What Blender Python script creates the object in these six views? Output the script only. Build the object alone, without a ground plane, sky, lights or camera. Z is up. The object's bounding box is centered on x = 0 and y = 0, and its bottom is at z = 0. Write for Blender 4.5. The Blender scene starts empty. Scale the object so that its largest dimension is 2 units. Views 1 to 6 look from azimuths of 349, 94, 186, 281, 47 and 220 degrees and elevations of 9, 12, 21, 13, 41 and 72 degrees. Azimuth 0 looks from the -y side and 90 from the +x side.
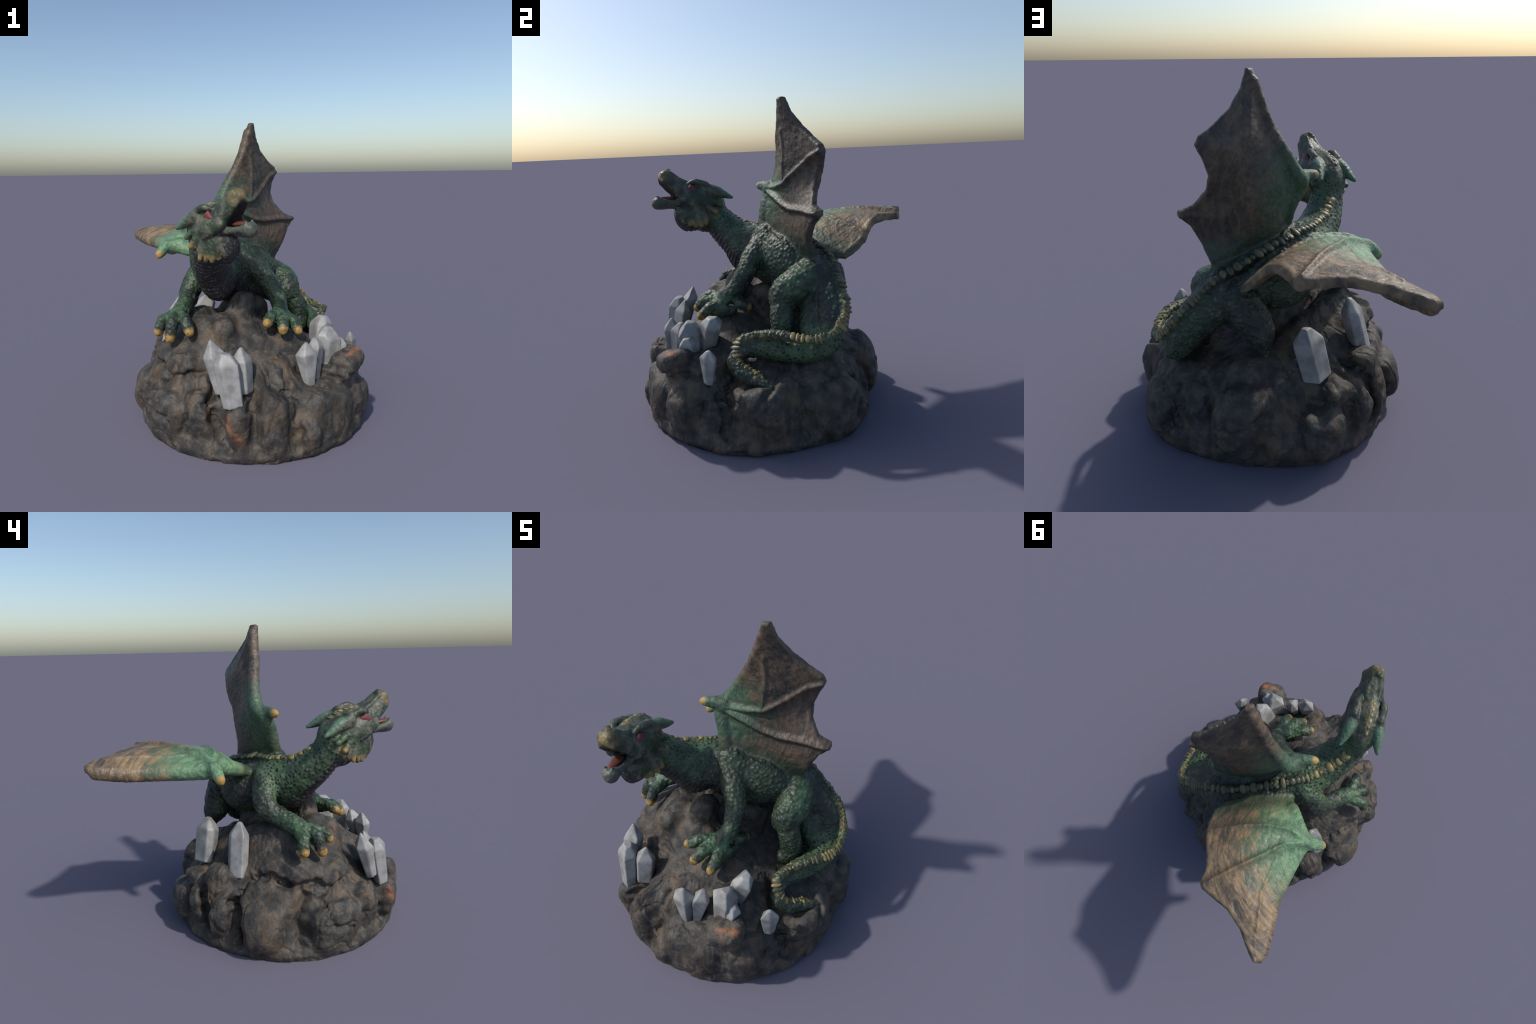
"""Painted resin figurine: a green dragon crouching on a rocky mound with pale crystals.
Everything is built from described parts: chains of rounded segments, ellipsoids and
two membrane wings are blended in a distance field, meshed, given relief and then
separated by anatomical region."""
import bpy, math, random
import numpy as np
import openvdb
from mathutils import Vector

random.seed(7)
RNG = np.random.default_rng(7)
VOX_BODY = 0.0048
VOX_ROCK = 0.0075

# ----------------------------------------------------------------------------- helpers
def V(*a):
    return np.array(a, dtype=float)

def unit(a):
    a = np.asarray(a, float)
    return a / np.linalg.norm(a)

def catmull(points, per=8):
    """Catmull-Rom resampling of control rows (positions and radii together)."""
    p = np.asarray(points, float)
    p = np.vstack([2 * p[0] - p[1], p, 2 * p[-1] - p[-2]])
    out = []
    for i in range(1, len(p) - 2):
        for t in np.arange(per) / per:
            a, b, c, d = p[i - 1], p[i], p[i + 1], p[i + 2]
            out.append(0.5 * (2 * b + (c - a) * t + (2 * a - 5 * b + 4 * c - d) * t * t
                              + (3 * b - a - 3 * c + d) * t ** 3))
    out.append(p[-2])
    return np.array(out)

def smin(a, b, k):
    if k <= 0:
        return np.minimum(a, b)
    h = np.maximum(k - np.abs(a - b), 0) / k
    return np.minimum(a, b) - h * h * k * 0.25

def tps_fit(uv, w, lam=1e-4):
    uv = np.asarray(uv, float); n = len(uv)
    d = np.linalg.norm(uv[:, None] - uv[None], axis=2)
    K = np.where(d > 0, d * d * np.log(d + 1e-12), 0) + lam * np.eye(n)
    Pm = np.c_[np.ones(n), uv]
    A = np.block([[K, Pm], [Pm.T, np.zeros((3, 3))]])
    c = np.linalg.solve(A, np.r_[w, 0, 0, 0])
    def f(u, v):
        s = c[n] + c[n + 1] * u + c[n + 2] * v
        for i in range(n):
            r2 = (u - uv[i, 0]) ** 2 + (v - uv[i, 1]) ** 2 + 1e-12
            s = s + c[i] * 0.5 * r2 * np.log(r2)
        return s
    return f

def seg_dist2(u, v, a, b):
    ax, ay = a; bx, by = b
    dx, dy = bx - ax, by - ay
    t = np.clip(((u - ax) * dx + (v - ay) * dy) / (dx * dx + dy * dy + 1e-12), 0, 1)
    return np.hypot(u - ax - t * dx, v - ay - t * dy)

def polyline_dist2(u, v, pts):
    return np.min([seg_dist2(u, v, pts[i], pts[i + 1]) for i in range(len(pts) - 1)], axis=0)

# ----------------------------------------------------------------------------- distance primitives
class Prim:
    """A distance function with a bounding box, a blend width and a part label."""
    def __init__(self, label, lo, hi, f, k=0.02, cut=False):
        self.label, self.f, self.k, self.cut = label, f, k, cut
        self.lo, self.hi = np.asarray(lo, float), np.asarray(hi, float)

def chain(label, rows, k=0.02, per=6, spline=True):
    """Rounded tube through rows (x, y, z, radius)."""
    r = catmull(rows, per) if spline and len(rows) > 2 else np.asarray(rows, float)
    prims = []
    step = 4
    for s in range(0, len(r) - 1, step):
        q = r[s:s + step + 1]
        def f(X, Y, Z, q=q):
            best = None
            for (ax, ay, az, ra), (bx, by, bz, rb) in zip(q[:-1], q[1:]):
                dx, dy, dz = bx - ax, by - ay, bz - az
                L = dx * dx + dy * dy + dz * dz + 1e-12
                t = np.clip(((X - ax) * dx + (Y - ay) * dy + (Z - az) * dz) / L, 0, 1)
                d = np.sqrt((X - ax - t * dx) ** 2 + (Y - ay - t * dy) ** 2 + (Z - az - t * dz) ** 2) - (ra + (rb - ra) * t)
                best = d if best is None else np.minimum(best, d)
            return best
        rm = q[:, 3].max()
        prims.append((q[:, :3].min(0) - rm, q[:, :3].max(0) + rm, f))
    lo = np.min([p[0] for p in prims], axis=0); hi = np.max([p[1] for p in prims], axis=0)
    def g(X, Y, Z):
        out = None
        for _, _, f in prims:
            d = f(X, Y, Z)
            out = d if out is None else np.minimum(out, d)
        return out
    return Prim(label, lo, hi, g, k)

def ellipsoid(label, c, r, axes=None, k=0.02, cut=False):
    c = np.asarray(c, float); r = np.asarray(r, float)
    A = np.eye(3) if axes is None else np.asarray(axes, float)   # rows are the local axes
    ext = np.sqrt(((A * r[:, None]) ** 2).sum(0))
    def f(X, Y, Z):
        dx, dy, dz = X - c[0], Y - c[1], Z - c[2]
        k0 = 0; k1 = 0
        for a, ri in zip(A, r):
            p = (dx * a[0] + dy * a[1] + dz * a[2]) / ri
            k0 = k0 + p * p; k1 = k1 + (p / ri) ** 2
        k0 = np.sqrt(k0); k1 = np.sqrt(k1) + 1e-9
        return k0 * (k0 - 1) / k1
    return Prim(label, c - ext, c + ext, f, k, cut)

def membrane(label, origin, eu, n, outline, bulge, ribs, t_base, t_back, rim=0.020, k=0.025, dome=(0, 0)):
    """Wing membrane: an outline in the wing's own plane, a bulged mid surface through the
    given 3D points and a thickness that swells along the ribs (u-v polyline, width, height)."""
    eu = unit(np.asarray(eu) - np.dot(eu, unit(n)) * unit(n)); n = unit(n); ev = np.cross(n, eu)
    loc = lambda P: ((np.asarray(P) - origin) @ eu, (np.asarray(P) - origin) @ ev, (np.asarray(P) - origin) @ n)
    o2 = np.array([loc(p)[:2] for p in outline])
    b3 = np.array([loc(p) for p in bulge])
    w0f = tps_fit(b3[:, :2], b3[:, 2])
    h = 0.004
    u0, v0 = o2.min(0) - 0.09; u1, v1 = o2.max(0) + 0.09
    us = np.arange(u0, u1, h); vs = np.arange(v0, v1, h)
    Ug, Vg = np.meshgrid(us, vs, indexing='ij')
    edge = np.full(Ug.shape, 9.0); inside = np.zeros(Ug.shape, bool)
    m = len(o2)
    for i in range(m):
        a, b = o2[i], o2[(i + 1) % m]
        edge = np.minimum(edge, seg_dist2(Ug, Vg, a, b))
        c = ((a[1] > Vg) != (b[1] > Vg)) & (Ug < (b[0] - a[0]) * (Vg - a[1]) / (b[1] - a[1] + 1e-12) + a[0])
        inside ^= c
    d2 = np.where(inside, -edge, edge)
    w0 = w0f(Ug, Vg)
    tf = np.full(Ug.shape, t_base); tb = np.full(Ug.shape, t_back)
    for pts, width, hf, hb in ribs:
        d = polyline_dist2(Ug, Vg, [loc(p)[:2] for p in pts])
        g = np.exp(-(d / width) ** 2)
        tf = np.maximum(tf, t_base + hf * g) if hf >= 0 else tf + hf * g
        tb = tb + hb * g
    inner = 1 - np.exp(-(np.minimum(d2, 0) / .11) ** 2)
    tf = tf + dome[0] * inner; tb = tb + dome[1] * inner
    fields = np.stack([d2, w0, tf, tb], -1).astype(np.float32)
    def f(X, Y, Z):
        dx, dy, dz = X - origin[0], Y - origin[1], Z - origin[2]
        u = dx * eu[0] + dy * eu[1] + dz * eu[2]
        v = dx * ev[0] + dy * ev[1] + dz * ev[2]
        w = dx * n[0] + dy * n[1] + dz * n[2]
        u, v, w = np.broadcast_arrays(u, v, w)
        iu = np.clip((u - u0) / h, 0, len(us) - 1.001); iv = np.clip((v - v0) / h, 0, len(vs) - 1.001)
        i = iu.astype(int); j = iv.astype(int); a = (iu - i)[..., None].astype(np.float32); b = (iv - j)[..., None].astype(np.float32)
        q = (fields[i, j] * (1 - a) + fields[i + 1, j] * a) * (1 - b) + (fields[i, j + 1] * (1 - a) + fields[i + 1, j + 1] * a) * b
        dd, ww, f1, f2 = q[..., 0], q[..., 1], q[..., 2], q[..., 3]
        s = w - ww
        A = np.where(s > 0, s - f1, -s - f2) + rim
        B = dd + rim + .006
        return np.sqrt(np.maximum(A, 0) ** 2 + np.maximum(B, 0) ** 2) + np.minimum(np.maximum(A, B), 0) - rim
    P = np.vstack([outline, bulge])
    return Prim(label, P.min(0) - 0.07, P.max(0) + 0.07, f, k)

def mesh_field(prims, vox, lo, hi):
    lo = np.asarray(lo); shape = np.ceil((np.asarray(hi) - lo) / vox).astype(int) + 1
    D = np.full(shape, 0.25, np.float32)
    ax = [lo[i] + vox * np.arange(shape[i]) for i in range(3)]
    for p in prims:
        m = 0.03 + p.k
        i0 = np.clip(np.floor((p.lo - m - lo) / vox).astype(int), 0, shape - 1)
        i1 = np.clip(np.ceil((p.hi + m - lo) / vox).astype(int) + 1, 1, shape)
        if np.any(i1 <= i0):
            continue
        X = ax[0][i0[0]:i1[0], None, None].astype(np.float32)
        Y = ax[1][None, i0[1]:i1[1], None].astype(np.float32)
        Z = ax[2][None, None, i0[2]:i1[2]].astype(np.float32)
        d = p.f(X, Y, Z).astype(np.float32)
        sub = D[i0[0]:i1[0], i0[1]:i1[1], i0[2]:i1[2]]
        if p.cut:
            sub[...] = -smin(-sub, d, p.k)
        else:
            sub[...] = smin(sub, d, p.k)
    g = openvdb.FloatGrid(0.25)
    g.copyFromArray(D)
    pts, quads = g.convertToQuads(0.0)
    return np.asarray(pts, float) * vox + lo, np.asarray(quads).copy()

def keep_largest(pts, quads):
    n = len(pts)
    lab = np.arange(n)
    for _ in range(400):
        m = lab[quads].min(1)
        new = lab.copy()
        for c in range(4):
            np.minimum.at(new, quads[:, c], m)
        new = new[new]
        if np.array_equal(new, lab):
            break
        lab = new
    ids, cnt = np.unique(lab, return_counts=True)
    good = lab == ids[cnt.argmax()]
    remap = np.cumsum(good) - 1
    q = quads[good[quads].all(1)]
    return pts[good], remap[q]

def vert_normals(pts, quads):
    a = pts[quads[:, 2]] - pts[quads[:, 0]]; b = pts[quads[:, 3]] - pts[quads[:, 1]]
    fn = np.cross(a, b)
    N = np.zeros_like(pts)
    for c in range(4):
        np.add.at(N, quads[:, c], fn)
    return N / (np.linalg.norm(N, axis=1, keepdims=True) + 1e-12)

def smooth(pts, quads, it=2, lam=0.5):
    e = np.vstack([quads[:, [0, 1]], quads[:, [1, 2]], quads[:, [2, 3]], quads[:, [3, 0]]])
    for _ in range(it):
        s = np.zeros_like(pts); c = np.zeros(len(pts))
        np.add.at(s, e[:, 0], pts[e[:, 1]]); np.add.at(s, e[:, 1], pts[e[:, 0]])
        np.add.at(c, e[:, 0], 1); np.add.at(c, e[:, 1], 1)
        pts = pts + lam * (s / np.maximum(c, 1)[:, None] - pts)
    return pts

def new_mesh(name, pts, quads):
    me = bpy.data.meshes.new(name)
    quads = np.asarray(quads, np.int32)
    me.vertices.add(len(pts)); me.vertices.foreach_set('co', np.asarray(pts, np.float32).ravel())
    k = quads.shape[1]
    me.loops.add(quads.size); me.loops.foreach_set('vertex_index', quads.ravel())
    me.polygons.add(len(quads)); me.polygons.foreach_set('loop_start', np.arange(0, quads.size, k, dtype=np.int32))
    me.polygons.foreach_set('use_smooth', np.ones(len(quads), bool))
    me.update(calc_edges=True); me.validate()
    return me

def add_object(name, me, parent=None, mat=None):
    ob = bpy.data.objects.new(name, me)
    bpy.context.scene.collection.objects.link(ob)
    if parent is not None:
        ob.parent = parent
    if mat is not None:
        me.materials.clear(); me.materials.append(mat)
    return ob

# ----------------------------------------------------------------------------- node helpers
class Nodes:
    """Small wrapper so node graphs read like expressions (shader or geometry trees)."""
    def __init__(self, tree):
        self.t = tree
    def n(self, kind, **props):
        nd = self.t.nodes.new(kind)
        for k, v in props.items():
            setattr(nd, k, v)
        return nd
    def put(self, sock, val):
        if isinstance(val, bpy.types.NodeSocket):
            self.t.links.new(val, sock)
        elif val is not None:
            sock.default_value = val
    def math(self, op, a, b=None, c=None, clamp=False):
        nd = self.n('ShaderNodeMath', operation=op, use_clamp=clamp)
        for s, v in zip(nd.inputs, (a, b, c)):
            self.put(s, v)
        return nd.outputs[0]
    def vmath(self, op, a, b=None, out=0):
        nd = self.n('ShaderNodeVectorMath', operation=op)
        self.put(nd.inputs[0], a)
        if op == 'SCALE':
            self.put(nd.inputs['Scale'], b)
        elif b is not None:
            self.put(nd.inputs[1], b)
        return nd.outputs[out]
    def remap(self, x, a, b, c=0.0, d=1.0, smooth=True):
        nd = self.n('ShaderNodeMapRange', interpolation_type='SMOOTHSTEP' if smooth else 'LINEAR')
        self.put(nd.inputs[0], x)
        for i, v in enumerate((a, b, c, d)):
            self.put(nd.inputs[1 + i], v)
        return nd.outputs[0]
    def noise(self, vec, scale, detail=3, rough=0.55, dist=0.0):
        nd = self.n('ShaderNodeTexNoise')
        self.put(nd.inputs['Vector'], vec); self.put(nd.inputs['Scale'], scale)
        nd.inputs['Detail'].default_value = detail; nd.inputs['Roughness'].default_value = rough
        nd.inputs['Distortion'].default_value = dist
        return nd.outputs[0]
    def voronoi(self, vec, scale, feature='F1', out='Distance', smoothness=None, rand=1.0):
        nd = self.n('ShaderNodeTexVoronoi', feature=feature)
        self.put(nd.inputs['Vector'], vec); self.put(nd.inputs['Scale'], scale)
        nd.inputs['Randomness'].default_value = rand
        if smoothness is not None and feature == 'SMOOTH_F1':
            nd.inputs['Smoothness'].default_value = smoothness
        return nd.outputs[out]
    def mix(self, f, a, b, blend='MIX'):
        nd = self.n('ShaderNodeMix', data_type='RGBA', blend_type=blend)
        self.put(nd.inputs[0], f)
        for s, v in ((nd.inputs[6], a), (nd.inputs[7], b)):
            self.put(s, (*v, 1.0) if isinstance(v, tuple) and len(v) == 3 else v)
        return nd.outputs[2]
    def scaled(self, vec, s):
        return self.vmath('MULTIPLY', vec, s)
    def near(self, pos, c, r0, r1):
        """1 inside radius r0 of point c, 0 beyond r1."""
        d = self.vmath('DISTANCE', pos, tuple(c), out=1)
        return self.remap(d, r0, r1, 1.0, 0.0)
    def any(self, items):
        out = items[0]
        for i in items[1:]:
            out = self.math('MAXIMUM', out, i)
        return out
    def near_segment(self, pos, a, b, r0, r1):
        a = np.asarray(a, float); d = np.asarray(b, float) - a
        q = self.vmath('SUBTRACT', pos, tuple(a))
        t = self.math('MULTIPLY', self.vmath('DOT_PRODUCT', q, tuple(d), out=1), float(1 / (d @ d)), clamp=True)
        off = self.vmath('SCALE', tuple(d), t)
        dist = self.vmath('DISTANCE', q, off, out=1)
        return self.remap(dist, r0, r1, 1.0, 0.0)

def material(name, build, rough=0.5, spec=0.5):
    m = bpy.data.materials.new(name); m.use_nodes = True
    t = m.node_tree; t.nodes.clear()
    N = Nodes(t)
    out = N.n('ShaderNodeOutputMaterial'); b = N.n('ShaderNodeBsdfPrincipled')
    t.links.new(b.outputs[0], out.inputs[0])
    tc = N.n('ShaderNodeTexCoord')
    b.inputs['Roughness'].default_value = rough
    b.inputs['Specular IOR Level'].default_value = spec
    r = build(N, tc.outputs['Object'])
    N.put(b.inputs['Base Color'], (*r['color'], 1.0) if isinstance(r['color'], tuple) else r['color'])
    if 'rough' in r:
        N.put(b.inputs['Roughness'], r['rough'])
    if 'bump' in r:
        bp = N.n('ShaderNodeBump')
        bp.inputs['Strength'].default_value = r.get('strength', 0.5)
        bp.inputs['Distance'].default_value = r.get('distance', 0.004)
        N.put(bp.inputs['Height'], r['bump'])
        t.links.new(bp.outputs[0], b.inputs['Normal'])
    return m

def displace(ob, build):
    """Apply a geometry-nodes relief: build(N, position, weight) returns a height in metres."""
    g = bpy.data.node_groups.new('relief', 'GeometryNodeTree')
    g.interface.new_socket('Geometry', in_out='INPUT', socket_type='NodeSocketGeometry')
    g.interface.new_socket('Geometry', in_out='OUTPUT', socket_type='NodeSocketGeometry')
    N = Nodes(g)
    i = N.n('NodeGroupInput'); o = N.n('NodeGroupOutput')
    sp = N.n('GeometryNodeSetPosition')
    pos = N.n('GeometryNodeInputPosition').outputs[0]; nor = N.n('GeometryNodeInputNormal').outputs[0]
    def attr(name):
        at = N.n('GeometryNodeInputNamedAttribute', data_type='FLOAT'); at.inputs[0].default_value = name
        return at.outputs[0]
    h = build(N, pos, attr)
    g.links.new(N.vmath('SCALE', nor, h), sp.inputs['Offset'])
    g.links.new(i.outputs[0], sp.inputs['Geometry']); g.links.new(sp.outputs[0], o.inputs[0])
    md = ob.modifiers.new('relief', 'NODES'); md.node_group = g
    dg = bpy.context.evaluated_depsgraph_get()
    ev = ob.evaluated_get(dg); me = ev.to_mesh()
    co = np.empty(len(me.vertices) * 3, np.float32); me.vertices.foreach_get('co', co)
    ev.to_mesh_clear()
    ob.modifiers.clear(); bpy.data.node_groups.remove(g)
    return co.reshape(-1, 3).astype(float)

# ----------------------------------------------------------------------------- dragon measurements
HO = V(-0.263, -0.63, 1.424)                # point between the eyes
HF = unit((0.51, -0.86, 0)); ROLL = math.radians(7)
HS = V(HF[1], -HF[0], 0) * math.cos(ROLL) - V(0, 0, math.sin(ROLL))
HU = V(0, 0, math.cos(ROLL)) + V(HF[1], -HF[0], 0) * math.sin(ROLL)
def H(f, s, u):
    """Head frame: forward, towards the right eye, up; the snout turns slightly to the left."""
    return HO + f * HF + (s - .08 * max(f, 0)) * HS + u * HU
def Hr(f, s, u, r):
    return (*H(f, s, u), r)
def tilt(deg):
    a = math.radians(deg)
    return [HF * math.cos(a) + HU * math.sin(a), HS, HU * math.cos(a) - HF * math.sin(a)]

NECK = [(-0.328, -0.475, 1.240, .096), (-0.310, -0.40, 1.145, .112), (-0.274, -0.30, 1.060, .130), (-0.225, -0.19, 1.005, .146)]
TORSO = [(-0.205, -0.14, 1.015, .145), (-0.110, -0.03, 0.975, .165), (0.0, 0.07, .950, .165), (0.09, .17, .915, .155), (0.18, .25, .868, .140)]
TAIL = [(0.18, .25, .868, .135), (0.305, .315, .775, .115), (0.395, .335, .675, .100), (0.465, .305, .575, .086), (0.51, .235, .535, .080),
        (0.53, .14, .53, .076), (0.53, .05, .535, .072), (0.518, -.05, .54, .064), (0.515, -.14, .535, .052), (0.53, -.205, .525, .045),
        (0.575, -.245, .49, .042), (0.618, -.215, .445, .042), (0.645, -.15, .415, .040), (0.675, -.09, .395, .034), (0.70, -.035, .375, .024)]
CREST = [(-0.350, -0.37, 1.245), (-0.334, -.31, 1.195), (-.307, -.22, 1.158), (-0.270, -.135, 1.146), (-0.237, -.071, 1.143), (-0.19, 0, 1.148), (-.137, .064, 1.132), (-.061, .146, 1.111), (.006, .219, 1.087),
         (.082, .284, 1.047), (.206, .349, .985), (.32, .385, .885), (.43, .415, .775), (.478, .405, .712), (.53, .367, .662), (.571, .32, .630), (.594, .262, .617), (.607, .176, .620),
         (.596, .071, .636), (.566, -.01, .640), (.527, -.086, .622), (.510, -.16, .604), (.523, -.212, .583)]
CREST_END = [(.523, -.212, .583), (.57, -.235, .54), (.612, -.205, .49), (.638, -.145, .455), (.672, -.08, .425)]

CLAW_TIPS = []
def toe(label, base, knuckle, tip, r=0.03):
    """A toe in two segments, its tip a claw region."""
    base, knuckle, tip = map(np.asarray, (base, knuckle, tip))
    mid = knuckle * .42 + tip * .58
    CLAW_TIPS.append((tip, np.linalg.norm(tip - mid)))
    return [chain(label, [(*base, r), (*knuckle, r * 1.05), (*mid, r * .95)], k=.012, spline=False),
            chain(label + '_claw', [(*mid, r * .93), (*(mid * .35 + tip * .65), r * .82), (*(mid * .08 + tip * .92), r * .5)], k=.006, spline=False)]

prims = []
add = prims.append
# trunk
add(chain('tail', TAIL, k=.03))
add(chain('torso', TORSO, k=.03))
add(chain('neck', NECK, k=.03))
add(ellipsoid('torso', (-.235, -.235, .955), (.105, .13, .135), k=.05))          # breast
add(chain('torso', [(-.12, -.06, .875, .11), (.08, .13, .85, .10)], k=.05, spline=False))   # belly
BODY_AXES = [unit((.73, .68, -.2)), unit((.68, -.73, 0)), unit((.15, .14, 1))]
add(ellipsoid('torso', (.05, .0, .955), (.24, .108, .185), BODY_AXES, k=.04))                  # left flank
add(ellipsoid('torso', (-.115, .12, .915), (.20, .145, .165), BODY_AXES, k=.04))                  # right flank
add(ellipsoid('torso', (-.05, -.085, 1.10), (.10, .075, .09), BODY_AXES, k=.04))               # left shoulder
add(chain('torso', [(.14, .14, .83, .095), (.27, .22, .75, .085)], k=.04, spline=False))
add(chain('tail', [(.31, .21, .71, .08), (.40, .21, .60, .08)], k=.04, spline=False))
add(chain('tail', [(*c, .030 if i > 8 else .022) for i, c in enumerate(CREST[9:])], k=.03))
add(chain('torso', [(*c, .018) for c in CREST[2:10]], k=.035))
add(chain('neck', [(*c, .016) for c in CREST[:4]], k=.03))
add(chain('tail', [(*c, .014) for c in CREST_END], k=.02))
# fore legs
add(chain('foreleg_left', [(-.03, -.11, 1.05, .085), (.06, -.165, .99, .072), (.125, -.205, .91, .064), (.165, -.265, .825, .056), (.17, -.31, .775, .054), (.155, -.37, .735, .05)], k=.025))
prims += toe('foreleg_left', (.135, -.37, .745), (.075, -.455, .745), (.035, -.515, .715), .036)
prims += toe('foreleg_left', (.165, -.38, .735), (.15, -.48, .725), (.135, -.545, .67), .037)
prims += toe('foreleg_left', (.195, -.36, .725), (.235, -.44, .705), (.25, -.505, .645), .034)
prims += toe('foreleg_left', (.17, -.30, .745), (.205, -.235, .715), (.207, -.185, .695), .032)
add(ellipsoid('foreleg_left', (.225, -.36, .68), (.028, .10, .04), k=.02))
add(chain('foreleg_right', [(-.27, -.06, 1.02, .088), (-.345, -.06, .96, .080), (-.405, -.085, .865, .072), (-.43, -.165, .815, .064), (-.465, -.25, .79, .058), (-.51, -.33, .755, .054)], k=.025))
prims += toe('foreleg_right', (-.53, -.30, .76), (-.60, -.335, .735), (-.637, -.345, .655), .037)
prims += toe('foreleg_right', (-.515, -.34, .765), (-.545, -.415, .735), (-.565, -.448, .635), .039)
prims += toe('foreleg_right', (-.48, -.34, .76), (-.46, -.43, .75), (-.440, -.485, .68), .036)
# hind legs
add(chain('hindleg_left', [(.24, .21, .90, .105), (.300, .125, .855, .108), (.318, .040, .785, .088)], k=.02))
add(ellipsoid('hindleg_left', (.300, .10, .835), (.155, .095, .115), [unit((.12, -.85, -.45)), unit((.95, .2, -.1)), unit((.1, -.45, .88))], k=.02))
add(chain('hindleg_left', [(.340, .035, .76, .070), (.372, .03, .69, .072), (.390, .03, .60, .070), (.385, -.01, .55, .058)], k=.008))
add(chain('hindleg_right', [(.10, .33, .88, .10), (.05, .34, .79, .105), (-.005, .355, .71, .085)], k=.02))
add(chain('hindleg_right', [(-.01, .37, .70, .07), (-.03, .38, .63, .04), (-.04, .385, .60, .028)], k=.02))
# head
add(ellipsoid('head', H(-.07, 0, -.035), (.155, .092, .09), tilt(14), k=.02))
add(ellipsoid('head', H(-.17, 0, -.11), (.10, .085, .10), k=.03))
add(chain('head', [Hr(-.02, 0, -.008, .068), Hr(.06, 0, .012, .068), Hr(.115, 0, .050, .060), Hr(.166, 0, .098, .048)], k=.02))
add(chain('head', [Hr(.01, .045, -.02, .046), Hr(.10, .034, .012, .045), Hr(.172, .014, .066, .043)], k=.015))
add(chain('head', [Hr(.01, -.045, -.02, .046), Hr(.10, -.034, .012, .045), Hr(.172, -.014, .066, .043)], k=.015))
add(chain('head', [Hr(.175, .02, .118, .024), Hr(.14, 0, .143, .018), Hr(.175, -.02, .118, .024)], k=.015, spline=False))
for s in (-1, 1):
    add(chain('head', [Hr(.028, s * .060, .040, .010), Hr(-.005, s * .076, .050, .018), Hr(-.035, s * .084, .052, .021), Hr(-.10, s * .082, .026, .024)], k=.010))       # brow
    add(chain('head', [Hr(.02, s * .040, .052, .012), Hr(.08, s * .034, .084, .012), Hr(.135, s * .024, .128, .014)], k=.010))       # ridge along the snout
    add(ellipsoid('head', H(-.04, s * .074, -.075), (.11, .048, .078), tilt(25), k=.02))        # cheek
    add(ellipsoid('head', H(.05, s * .066, -.062), (.075, .036, .038), tilt(25), k=.03))       # corner of the mouth
    add(chain('horn', [Hr(-.10, s * .076, -.008, .044), Hr(-.165, s * .088, -.022, .038), Hr(-.225, s * .104, -.055, .026), Hr(-.272, s * .118, -.078, .011)], k=.014))
    # frill of the jaw: ribs fanning out, and two lobes behind them
    for a, b, r in [((.045, .060, -.11), (.075, .052, -.215), .020), ((.025, .068, -.12), (.040, .072, -.240), .019), ((.0, .078, -.12), (.005, .092, -.255), .019),
                    ((-.025, .084, -.12), (-.033, .106, -.252), .020), ((-.05, .088, -.11), (-.070, .120, -.240), .021),
                    ((-.07, .09, -.09), (-.14, .124, -.172), .026), ((-.09, .09, -.07), (-.185, .115, -.125), .026)]:
        add(chain('frill', [Hr(a[0], s * a[1], a[2], r), Hr(b[0], s * b[1], b[2], r * .70)], k=.014, spline=False))
    add(ellipsoid('frill', H(-.012, s * .080, -.18), (.078, .018, .070), tilt(0), k=.02))
add(chain('head', [Hr(.0, 0, .052, .014), Hr(-.06, 0, .050, .017), Hr(-.12, 0, .034, .017), Hr(-.18, 0, .006, .016), Hr(-.23, 0, -.04, .014)], k=.012))
add(ellipsoid('head', H(.02, 0, -.17), (.105, .068, .122), tilt(-8), k=.02))                      # throat pouch
add(ellipsoid('head', H(-.09, 0, -.205), (.12, .082, .10), k=.03))
# mouth cavity and lower jaw
add(Prim('head', *(lambda p: (p.lo, p.hi, p.f))(ellipsoid('x', H(.178, 0, .002), (.125, .050, .046), tilt(43))), k=.012, cut=True))
add(chain('lower_jaw', [Hr(-.01, 0, -.10, .062), Hr(.08, 0, -.094, .036), Hr(.16, 0, -.092, .028), Hr(.205, 0, -.086, .034), Hr(.240, 0, -.077, .042)], k=.014))
for s in (-1, 1):
    add(chain('lower_jaw', [Hr(.02, s * .045, -.085, .034), Hr(.11, s * .038, -.080, .022), Hr(.18, s * .030, -.074, .020), Hr(.235, s * .018, -.062, .026)], k=.014))
    add(chain('lower_jaw', [Hr(.232, s * .022, -.05, .014), Hr(.238, s * .022, -.026, .006)], k=.008, spline=False))

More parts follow.
